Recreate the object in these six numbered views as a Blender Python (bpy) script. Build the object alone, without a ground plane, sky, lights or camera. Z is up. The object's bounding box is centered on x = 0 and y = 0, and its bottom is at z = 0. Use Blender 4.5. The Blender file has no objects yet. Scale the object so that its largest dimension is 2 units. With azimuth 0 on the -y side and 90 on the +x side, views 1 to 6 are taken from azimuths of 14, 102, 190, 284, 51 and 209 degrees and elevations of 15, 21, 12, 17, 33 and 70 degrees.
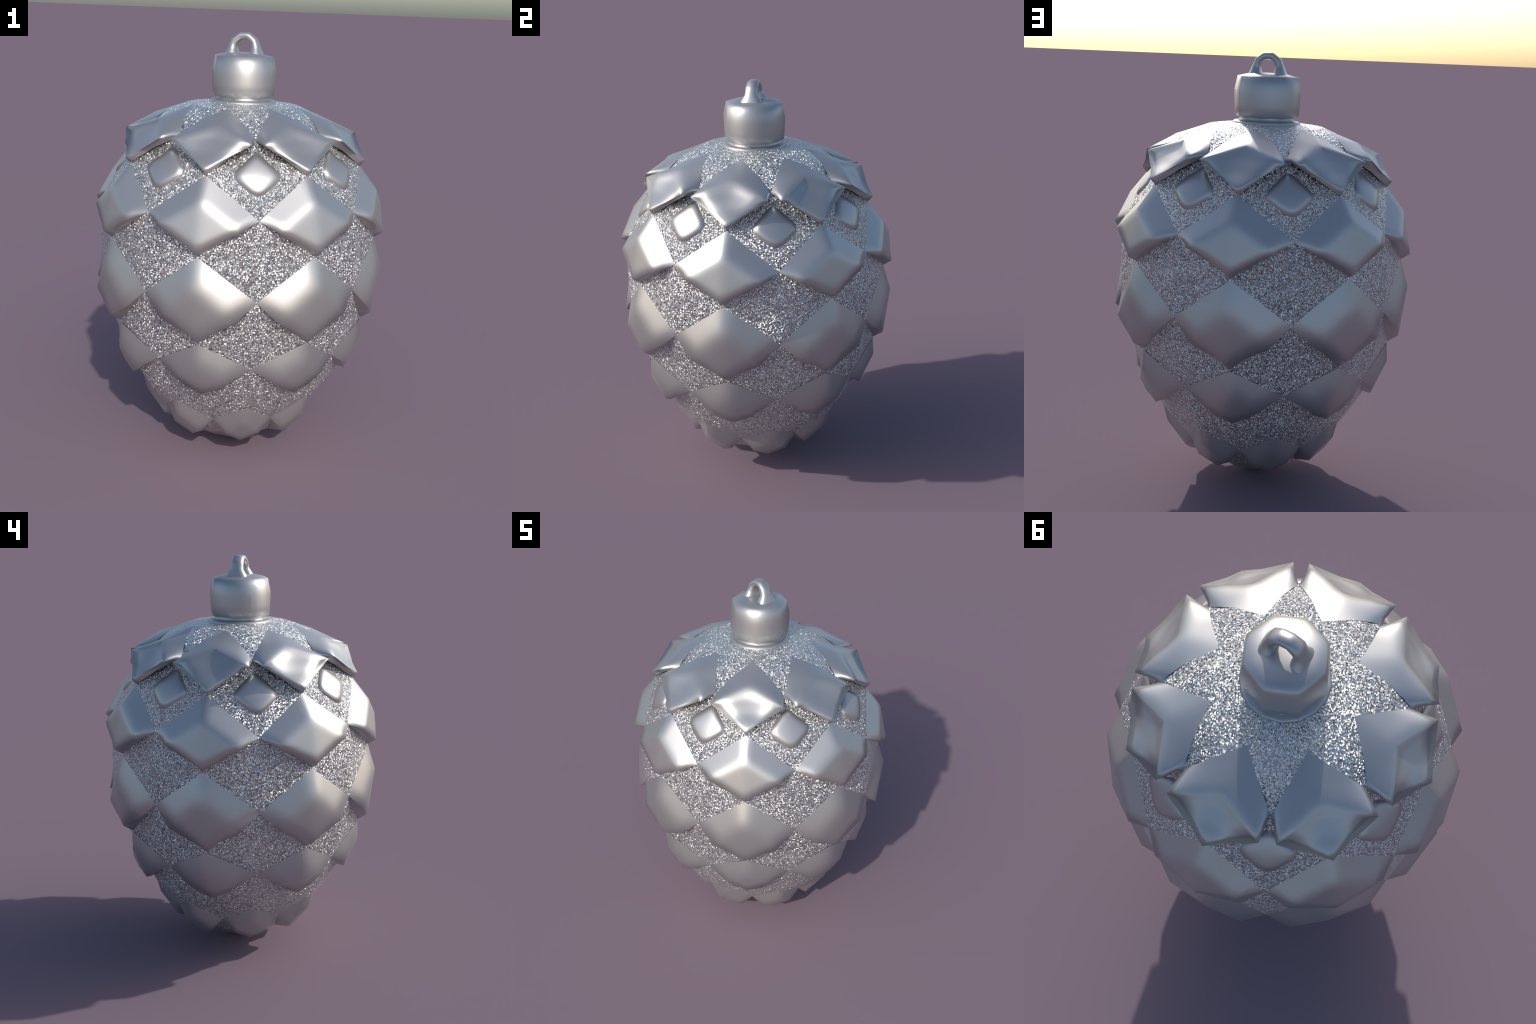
# Silver pine-cone bauble: glittered egg body carrying six rings of eight
# metal scales / studs, with a small cap and a hanging loop.
import bpy, math
import numpy as np

# ---------------------------------------------------------------- helpers
def cyl(az, r, z):
    """azimuth in degrees (0 = -y, 90 = +x), radius, height -> xyz"""
    a = math.radians(az)
    return np.array([r * math.sin(a), -r * math.cos(a), z])

def new_object(name, verts, faces, normals, material, parent):
    mesh = bpy.data.meshes.new(name)
    mesh.from_pydata([tuple(map(float, v)) for v in verts], [], [tuple(map(int, f)) for f in faces])
    mesh.update()
    for p in mesh.polygons:
        p.use_smooth = True
    if normals is not None:
        mesh.normals_split_custom_set_from_vertices([tuple(map(float, n)) for n in normals])
    mesh.materials.append(material)
    ob = bpy.data.objects.new(name, mesh)
    bpy.context.scene.collection.objects.link(ob)
    ob.parent = parent
    return ob

def unit(v):
    return v / np.maximum(np.linalg.norm(v, axis=-1, keepdims=True), 1e-12)

def face_normals(V, F):
    out = np.zeros((len(F), 3))
    for i, f in enumerate(F):
        p = V[list(f)]
        out[i] = 0.5 * np.cross(p[2] - p[0], (p[3] - p[1]) if len(f) == 4 else (p[1] - p[0]) * -1)
        if len(f) == 3:
            out[i] = 0.5 * np.cross(p[1] - p[0], p[2] - p[0])
    return out                      # length = area

def refine(points, faces, cell):
    """split every cage face (tri or quad) into a fine bilinear grid, welded"""
    index, V, F = {}, [], []
    def vid(p):
        k = tuple(np.round(p, 6))
        if k not in index:
            index[k] = len(V); V.append(p)
        return index[k]
    quads = []
    edge_div = {}
    for f in faces:
        P = [np.array(points[k], float) for k in f]
        if len(P) == 4:
            quads.append(P)
        else:
            c = sum(P) / 3
            m = [(P[i] + P[(i + 1) % 3]) / 2 for i in range(3)]
            for i in range(3):
                quads.append([P[i], m[i], c, m[i - 1]])
    n = cell
    for P, f in zip(quads, quads):
        grid = [[None] * (n + 1) for _ in range(n + 1)]
        for i in range(n + 1):
            for j in range(n + 1):
                u, v = i / n, j / n
                grid[i][j] = vid((1-u)*(1-v)*P[0] + u*(1-v)*P[1] + u*v*P[2] + (1-u)*v*P[3])
        for i in range(n):
            for j in range(n):
                q = [grid[i][j], grid[i+1][j], grid[i+1][j+1], grid[i][j+1]]
                F.append(q)
    return np.array(V), F

def border_vertices(F):
    count = {}
    for f in F:
        for a, b in zip(f, f[1:] + f[:1]):
            k = (min(a, b), max(a, b)); count[k] = count.get(k, 0) + 1
    s = set()
    for (a, b), c in count.items():
        if c == 1: s.add(a); s.add(b)
    return np.array(sorted(s))

def kernel(V, W, sigma):
    d2 = ((V[:, None, :] - V[None, :, :]) ** 2).sum(-1)
    K = np.exp(-d2 / (2 * sigma * sigma)) * W[None, :]
    return K / K.sum(1, keepdims=True)

def soft_shape(V, F, round_sigma, normal_sigma, pin=0.03):
    """round the edges a little (base outline stays put), then soft normals"""
    fn = face_normals(V, F)
    def area_w(fn):
        w = np.zeros(len(V))
        for f, n in zip(F, fn):
            for i in f: w[i] += np.linalg.norm(n) / 4
        return w
    b = border_vertices(F)
    dist = np.sqrt(((V[:, None, :] - V[None, b, :]) ** 2).sum(-1)).min(1)
    if round_sigma > 0:
        K = kernel(V, area_w(fn), round_sigma)
        t = np.clip(dist / pin, 0, 1)[:, None]
        V = V + t * (K @ V - V)
    fn = face_normals(V, F)
    N = np.zeros_like(V)
    for f, n in zip(F, fn):
        for i in f: N[i] += n
    K = kernel(V, np.ones(len(V)), 1e-6 + 0) if normal_sigma <= 0 else kernel(V, np.ones(len(V)), normal_sigma)
    return V, unit(K @ N)

# ---------------------------------------------------------------- materials
def metal(name, glitter):
    m = bpy.data.materials.new(name); m.use_nodes = True
    nt = m.node_tree; N = nt.nodes; L = nt.links
    b = N['Principled BSDF']
    b.inputs['Metallic'].default_value = .78
    tc = N.new('ShaderNodeTexCoord')
    if not glitter:
        noise = N.new('ShaderNodeTexNoise'); noise.inputs['Scale'].default_value = 6
        L.new(tc.outputs['Object'], noise.inputs['Vector'])
        ramp = N.new('ShaderNodeValToRGB')
        ramp.color_ramp.elements[0].color = (SILVER[0]*.985, SILVER[1]*.985, SILVER[2]*.985, 1)
        ramp.color_ramp.elements[1].color = (*SILVER, 1)
        L.new(noise.outputs['Fac'], ramp.inputs['Fac'])
        L.new(ramp.outputs['Color'], b.inputs['Base Color'])
        b.inputs['Roughness'].default_value = ROUGH
        return m
    # flakes: every small cell gets its own tilt, so it mirrors elsewhere
    vor = N.new('ShaderNodeTexVoronoi'); vor.inputs['Scale'].default_value = FLAKE_SCALE
    L.new(tc.outputs['Object'], vor.inputs['Vector'])
    sub = N.new('ShaderNodeVectorMath'); sub.operation = 'SUBTRACT'; sub.inputs[1].default_value = (.5, .5, .5)
    L.new(vor.outputs['Color'], sub.inputs[0])
    sc = N.new('ShaderNodeVectorMath'); sc.operation = 'SCALE'; sc.inputs['Scale'].default_value = FLAKE_TILT
    L.new(sub.outputs[0], sc.inputs[0])
    geo = N.new('ShaderNodeNewGeometry')
    add = N.new('ShaderNodeVectorMath'); add.operation = 'ADD'
    L.new(geo.outputs['Normal'], add.inputs[0]); L.new(sc.outputs[0], add.inputs[1])
    nrm = N.new('ShaderNodeVectorMath'); nrm.operation = 'NORMALIZE'
    L.new(add.outputs[0], nrm.inputs[0])
    L.new(nrm.outputs[0], b.inputs['Normal'])
    white = N.new('ShaderNodeTexWhiteNoise'); white.noise_dimensions = '3D'
    L.new(vor.outputs['Position'], white.inputs['Vector'])
    ramp = N.new('ShaderNodeValToRGB')
    ramp.color_ramp.elements[0].color = (*FLAKE_DARK, 1)
    ramp.color_ramp.elements[1].color = (*FLAKE_LIGHT, 1)
    L.new(white.outputs['Value'], ramp.inputs['Fac'])
    L.new(ramp.outputs['Color'], b.inputs['Base Color'])
    b.inputs['Roughness'].default_value = FLAKE_ROUGH
    return m

SILVER = (.48, .48, .48)
ROUGH = .42
FLAKE_SCALE = 245
FLAKE_TILT = 1.8
FLAKE_DARK, FLAKE_LIGHT = (.42, .42, .42), (.85, .85, .85)
FLAKE_ROUGH = .36
silver = metal('satin_silver', False)
glitter = metal('silver_glitter', True)

# ---------------------------------------------------------------- the thing
thing = bpy.data.objects.new('pinecone_ornament', None)
bpy.context.scene.collection.objects.link(thing)
thing['label'] = 'silver pine cone bauble with glitter, raised scales and hanging loop'
thing['category'] = 'christmas ornament'

# ---------------------------------------------------------------- body
# egg profile (radius, height); every second ring is where scale corners meet
BODY = [(.125, 1.690), (.262, 1.674), (.353, 1.634), (.444, 1.562), (.568, 1.425), (.636, 1.253), (.654, 1.096),
        (.651, .903), (.613, .695), (.563, .570), (.513, .442), (.450, .334), (.367, .238), (.229, .101)]
SHOULDER, SHOULDER_AZ = (.353, 1.634), 14.0
TIP = [(.229, .101), (.140, .047), (.048, .002), (0, 0)]
# rings that are not round: factor on the radius at the scale azimuths / between them
WAVY = {(.568, 1.425): (1, .958), (.229, .101): (.90, 1), (.140, .047): (.95, 1)}

def revolve(profile, seg, name, material, smooth_profile, close_bottom=False, flip=False, az0=0.0):
    """ring loft; the diagonal of each cell follows the diamond net"""
    V, Nn, F = [], [], []
    pr = np.array(profile); sp = np.array(smooth_profile)
    full = sp
    for r, z in profile:
        k = int(np.argmin(((full - [r, z]) ** 2).sum(1)))
        a, b = full[max(k-1, 0)], full[min(k+1, len(full)-1)]
        t = b - a; nr, nz = -t[1], t[0]
        l = math.hypot(nr, nz); nr, nz = nr / l, nz / l
        # the shoulder ring is turned half a step so scale edges can arch over it
        for s in range(seg):
            az = az0 + 360 * s / seg
            if (r, z) == SHOULDER:
                az += SHOULDER_AZ if s % 2 == 0 else 22.5 - SHOULDER_AZ
            V.append(cyl(az, r * WAVY.get((r, z), (1, 1))[s % 2], z)); n = cyl(az, nr, 0); n[2] = nz; Nn.append(n)
    net = 1
    for i in range(len(profile) - 1):
        into, out_of = profile[i+1] == SHOULDER, profile[i] == SHOULDER
        for s in range(seg):
            a, b = i*seg + s, i*seg + (s+1) % seg
            c, d = a + seg, b + seg
            if into:                        # straight ring -> turned ring
                F += [(a, c, b), (b, c, d)]
            elif out_of:                    # turned ring -> straight ring
                F += [(a, c, d), (a, d, b)]
            elif (net + s) % 2 == 0:        # diagonals follow the diamond net
                F += [(a, c, d), (a, d, b)]
            else:
                F += [(a, c, b), (b, c, d)]
        net += 0 if into else 1
    return V, F, Nn

full = BODY + TIP[1:]
V, F, Nn = revolve(BODY, 16, 'body', glitter, full)
# below the stud ring the scales swap places: rows 9.. use the other diagonal
new_object('body', V, F, Nn, glitter, thing)
V, F, Nn = revolve(TIP, 16, 'tip', silver, full)
new_object('tip', V, F, Nn, silver, thing)

# ---------------------------------------------------------------- scales
from mathutils.bvhtree import BVHTree
from mathutils import Vector
_bv, _bf, _ = revolve(BODY, 16, 'body', glitter, full)
BODY_TREE = BVHTree.FromPolygons([tuple(map(float, v)) for v in _bv], [tuple(map(int, f)) for f in _bf])

def on_body(p):
    """drop a point radially on the faceted body"""
    a = Vector((0, 0, p[2])); q = Vector(tuple(map(float, p)))
    d = (a - q).normalized()
    hit = BODY_TREE.ray_cast(q - d * .3, d)[0]
    return np.array(hit)

def body_r(z):
    p = np.array(sorted(full, key=lambda q: q[1]))
    return float(np.interp(z, p[:, 1], p[:, 0]))

def plain_scale(T, J, K, S, P, B, bulge=(0, 0, 0), round_sigma=.004, normal_sigma=.015, n=11):
    """roof-like scale: T top corner, J side corner, K ridge peak, S shoulder,
    P raised lower tip, B foot of the tip.  (az, r, z) on one side, mirrored."""
    jm, bm = cyl(*J), cyl(*B)
    M = (jm + bm) / 2
    Q = (cyl(*S) + cyl(*P)) / 2 + np.array(bulge)
    pts = {'T': cyl(*T), 'K': cyl(*K), 'P': cyl(*P), 'B': bm}
    flip = np.array([-1, 1, 1])
    for k, v in (('J', jm), ('S', cyl(*S)), ('M', M), ('Q', Q)):
        pts[k] = v; pts[k + 'm'] = v * flip
    half = [('T', 'K', 'S', 'J'), ('K', 'P', 'Q', 'S'), ('J', 'S', 'M'), ('S', 'Q', 'M'), ('Q', 'P', 'B', 'M')]
    faces = half + [tuple(k + 'm' if k in 'JSMQ' else k for k in reversed(f)) for f in half]
    V, F = refine(pts, faces, n)
    V, N = soft_shape(V, F, round_sigma, normal_sigma)
    return V, F, N

LEAN, LIFT = .03, .23
def lifted_scale(n=10):
    """top row: dished plate whose rim stands off the body"""
    T, J, B = cyl(0, .262, 1.674), cyl(22.5, .444, 1.562), cyl(0, .568, 1.425)
    S, P, K = cyl(19.4, .540, 1.556), cyl(0, .593, 1.452), cyl(0, .428, 1.615)
    E = cyl(SHOULDER_AZ, *SHOULDER)
    U = E + .62 * (J - E) + np.array([0, 0, .004])
    Q = (S + P) / 2 + np.array([-.002, .005, -.003])
    M = (J + B) / 2 + np.array([.002, -.009, .005])
    C = (K + P) / 2
    out = np.array([0, -.753, .658])
    centre = C - .011 * out
    inset = lambda X, f, d: X + f * (C - X) - d * out
    pts = {'T': T, 'P': P, 'B': B, 'K': K, 'c': centre,
           'Ki': inset(K, .20, .009), 'Pi': inset(P, .20, .011)}
    flip = np.array([-1, 1, 1])
    for k, v in (('E', E), ('J', J), ('S', S), ('U', U), ('Q', Q), ('M', M), ('Si', inset(S, .20, .010)), ('Qi', inset(Q, .22, .012))):
        pts[k] = v; pts[k + 'm'] = v * flip
    half = [('T', 'K', 'E'), ('K', 'S', 'U', 'E'), ('K', 'Ki', 'Si', 'S'), ('S', 'Si', 'Qi', 'Q'), ('Q', 'Qi', 'Pi', 'P'),
            ('Ki', 'c', 'Qi', 'Si'), ('c', 'Pi', 'Qi'),
            ('U', 'S', 'J'), ('J', 'S', 'M'), ('S', 'Q', 'M'), ('Q', 'P', 'B', 'M')]
    swap = lambda k: k + 'm' if k in ('E', 'J', 'S', 'U', 'Q', 'M', 'Si', 'Qi') else k
    faces = half + [tuple(swap(k) for k in reversed(f)) for f in half]
    V, F = refine(pts, faces, n)
    V, N = soft_shape(V, F, .005, .012, pin=.02)
    soft = soft_shape(V, F, 0, .024)[1]
    # crisp along the free rim, pillowy further in
    rim = np.concatenate([np.linspace(a, b, 12) for a, b in ((U, S), (S, Q), (Q, P))])
    rim = np.concatenate([rim, rim * flip])
    d = np.sqrt(((V[:, None, :] - rim[None]) ** 2).sum(-1)).min(1)
    t = np.clip((d - .015) / .030, 0, 1)[:, None]
    N = unit(N * (1 - t) + soft * t)
    # the dish is steepest just behind its crest and flattens into a gutter at
    # the lip: lean the shading normals accordingly (low relief, deep look)
    step = lambda a, b, x: (lambda q: q * q * (3 - 2 * q))(np.clip((x - a) / (b - a), 0, 1))
    down = np.array([0, -.658, -.753])
    w = np.clip(np.abs(V[:, 0]) / S[0], 0, .98)
    along = (V - K) @ down / ((P - K) @ down)
    q = (along - .47 * w) / (1 - w)
    lean = (LEAN * step(-.12, .03, q) * (1 - step(.10, .30, q))
            - LIFT * (.45 * step(.14, .34, q) + .55 * step(.50, .76, q)) * (1 - step(.80, .95, q)))
    lean = lean * (1 - w ** 3) * (np.abs((V - K) @ out) < .05)
    return V, F, unit(N + lean[:, None] * down)

SMOOTH = np.polyfit([1.562, 1.425, 1.253], [.444, .568, .636], 2)   # rounded body near the studs
def stud(height=.004, shading_height=.017):
    """small rounded cushion between the lifted plates: low in relief, with
    normals of a plumper cushion so the bevel reads as it does on the original"""
    m, w = 28, 29
    zc, zt, zb, half_az = 1.430, 1.530, 1.332, 12.7
    c, q = math.cos(math.radians(22.5)), math.sin(math.radians(22.5))
    turn = np.array([[c, -q, 0], [q, c, 0], [0, 0, 1]])     # local 0 deg -> 22.5 deg
    edge = lambda x: (lambda t: t * (2 - t))(min(x / .30, 1))
    def points(hh, smooth=False):
        V = []
        for i in range(w):
            for j in range(w):
                u, v = 2*i/m - 1, 2*j/m - 1
                e = max(abs(u), abs(v))
                rho = (abs(u) ** 4.5 + abs(v) ** 4.5) ** (1 / 4.5)
                k = e / rho if rho > 0 else 1            # rounded corners
                a, b = (u - v) / 2 * k, (u + v) / 2 * k  # diamond axes
                z = zc + (b * (zt - zc) if b > 0 else -b * (zb - zc))
                az = a * half_az * (1 - .10 * b)
                h = hh * (edge(1 - e) + .22 * (1 - e * e)) + (.0015 if e < .999 else -.002)
                foot = cyl(az, np.polyval(SMOOTH, z), z) if smooth else on_body(turn @ cyl(az, body_r(z), z)) @ turn
                V.append(foot + cyl(0, h * .84, h * .54))
        return np.array(V)
    F = [[i*w + j, (i+1)*w + j, (i+1)*w + j + 1, i*w + j + 1] for i in range(m) for j in range(m)]
    V = points(height)
    fn = face_normals(V, F)
    if fn[len(fn)//2] @ np.array([0, -1, 0]) < 0:
        F = [f[::-1] for f in F]
    return V, F, soft_shape(points(shading_height, True), F, 0, .009)[1]

def orient(V, F, N):
    """make faces look outwards"""
    fn = face_normals(V, F)
    c = V.mean(0); s = 0
    for f, n in zip(F, fn):
        s += n @ np.array([c[0], c[1], 0])
    if s < 0:
        F = [f[::-1] for f in F]
        if name != 'stud': N = -N
    return V, F, N

ROWS = [
    ('scale', lifted_scale(), 0),
    ('stud', stud(), 22.5),
    ('scale', plain_scale((0, .568, 1.425), (22.5, .636, 1.253), (0, .648, 1.327), (15.5, .683, 1.214),
                          (0, .694, 1.123), (0, .654, 1.097), normal_sigma=.018), 0),
    ('scale', plain_scale((0, .654, 1.091), (22.5, .651, .903), (0, .692, .972), (14.2, .681, .815),
                          (0, .664, .730), (0, .613, .697), normal_sigma=.034), 0),
    ('scale', plain_scale((0, .613, .690), (22.5, .563, .570), (0, .619, .600), (12.8, .578, .511),
                          (0, .550, .434), (0, .513, .442), bulge=(.005, -.002, -.006), normal_sigma=.032), 0),
    ('scale', plain_scale((0, .450, .334), (22.5, .367, .238), (0, .432, .260), (12.9, .360, .165),
                          (0, .311, .111), (0, .229, .097), normal_sigma=.020), 22.5),
]
for name, (V, F, N), az0 in ROWS:
    V, F, N = orient(V, F, N)
    first = None
    for k in range(8):
        if first is None:
            ob = first = new_object(name, V, F, N, silver, thing)
        else:
            ob = first.copy(); bpy.context.scene.collection.objects.link(ob)
        ob.rotation_euler = (0, 0, math.radians(az0 + 45 * k))

# ---------------------------------------------------------------- cap
def ring_solid(profile, seg, name, bevel_sigma, sub=4):
    """faceted turned part with soft normals"""
    pts, faces = {}, []
    for i, (r, z) in enumerate(profile):
        for s in range(seg):
            pts[(i, s)] = cyl(360 * s / seg, max(r, 1e-4), z)
    for i in range(len(profile) - 1):
        for s in range(seg):
            t = (s + 1) % seg
            faces.append(((i, s), (i+1, s), (i+1, t), (i, t)))
    V, F = refine(pts, faces, sub)
    fn = face_normals(V, F)
    N = np.zeros_like(V)
    for f, n in zip(F, fn):
        for i in f: N[i] += n
    N = unit(N)
    # blend round the facets: replace the horizontal direction by the radial one
    rad = V.copy(); rad[:, 2] = 0
    h = np.linalg.norm(N[:, :2], axis=1)
    sgn = np.sign((N * rad).sum(1))
    rn = unit(rad) * (h * sgn)[:, None]
    N = rn + np.array([0, 0, 1]) * N[:, 2:3]
    K = kernel(V, np.ones(len(V)), bevel_sigma)
    return V, F, unit(K @ N)

V, F, N = ring_solid([(.118, 1.707), (.148, 1.716), (.1505, 1.737), (.1535, 1.80), (.154, 1.83), (.1415, 1.893),
                      (.080, 1.908), (.0, 1.910)][::-1], 8, 'cap', .018, 5)
N[:, 2] += .07 * np.clip((1.90 - V[:, 2]) / .03, 0, 1)      # barrel side leans up a touch
new_object('cap', V, F, unit(N), silver, thing)
V, F, N = ring_solid([(.125, 1.712), (.127, 1.698), (.150, 1.694), (.159, 1.687), (.152, 1.678)], 16, 'neck', .005, 3)
new_object('neck_collar', V, F, N, silver, thing)

# ---------------------------------------------------------------- hanging loop
# outer and inner outline of the arch in the x-z plane, from foot to crown
ARCH = [  # outer x, outer z, inner x, inner z, half depth in y
    (.088, 1.900, .026, 1.900, .056),
    (.080, 1.918, .031, 1.916, .045),
    (.072, 1.938, .036, 1.936, .032),
    (.058, 1.973, .029, 1.955, .031),
    (.022, 2.0, .012, 1.968, .028)]
def arch_loop():
    path = ARCH + [(-o, oz, -i, iz, d) for o, oz, i, iz, d in reversed(ARCH)]
    # denser path
    dense = []
    for a, b in zip(path[:-1], path[1:]):
        for t in np.linspace(0, 1, 4, endpoint=False):
            dense.append(tuple((1-t)*np.array(a) + t*np.array(b)))
    dense.append(path[-1])
    V, F = [], []
    m = 16
    for ox, oz, ix, iz, d in dense:
        o, i = np.array([ox, 0, oz]), np.array([ix, 0, iz])
        c, h = (o + i) / 2, (o - i) / 2
        for k in range(m):
            a = 2 * math.pi * k / m
            ca, sa = math.cos(a), math.sin(a)
            sq = lambda x: math.copysign(abs(x) ** .72, x)
            V.append(c + h * sq(ca) + np.array([0, d * sq(sa), 0]))
    n = len(dense)
    for i in range(n - 1):
        for k in range(m):
            a, b = i*m + k, i*m + (k+1) % m
            F.append([a, b, b + m, a + m])
    V = np.array(V)
    fn = face_normals(V, F)
    N = np.zeros_like(V)
    for f, q in zip(F, fn):
        for i in f: N[i] += q
    cen = np.repeat(np.array([V[i*m:(i+1)*m].mean(0) for i in range(n)]), m, axis=0)
    if ((V - cen) * N).sum() < 0:
        F = [f[::-1] for f in F]; N = -N
    K = kernel(V, np.ones(len(V)), .008)
    same = (unit(N) @ unit(N).T > 0)
    K = K * same; K /= K.sum(1, keepdims=True)
    return V, F, unit(K @ unit(N))
V, F, N = arch_loop()
new_object('hanging_loop', V, F, N, silver, thing)
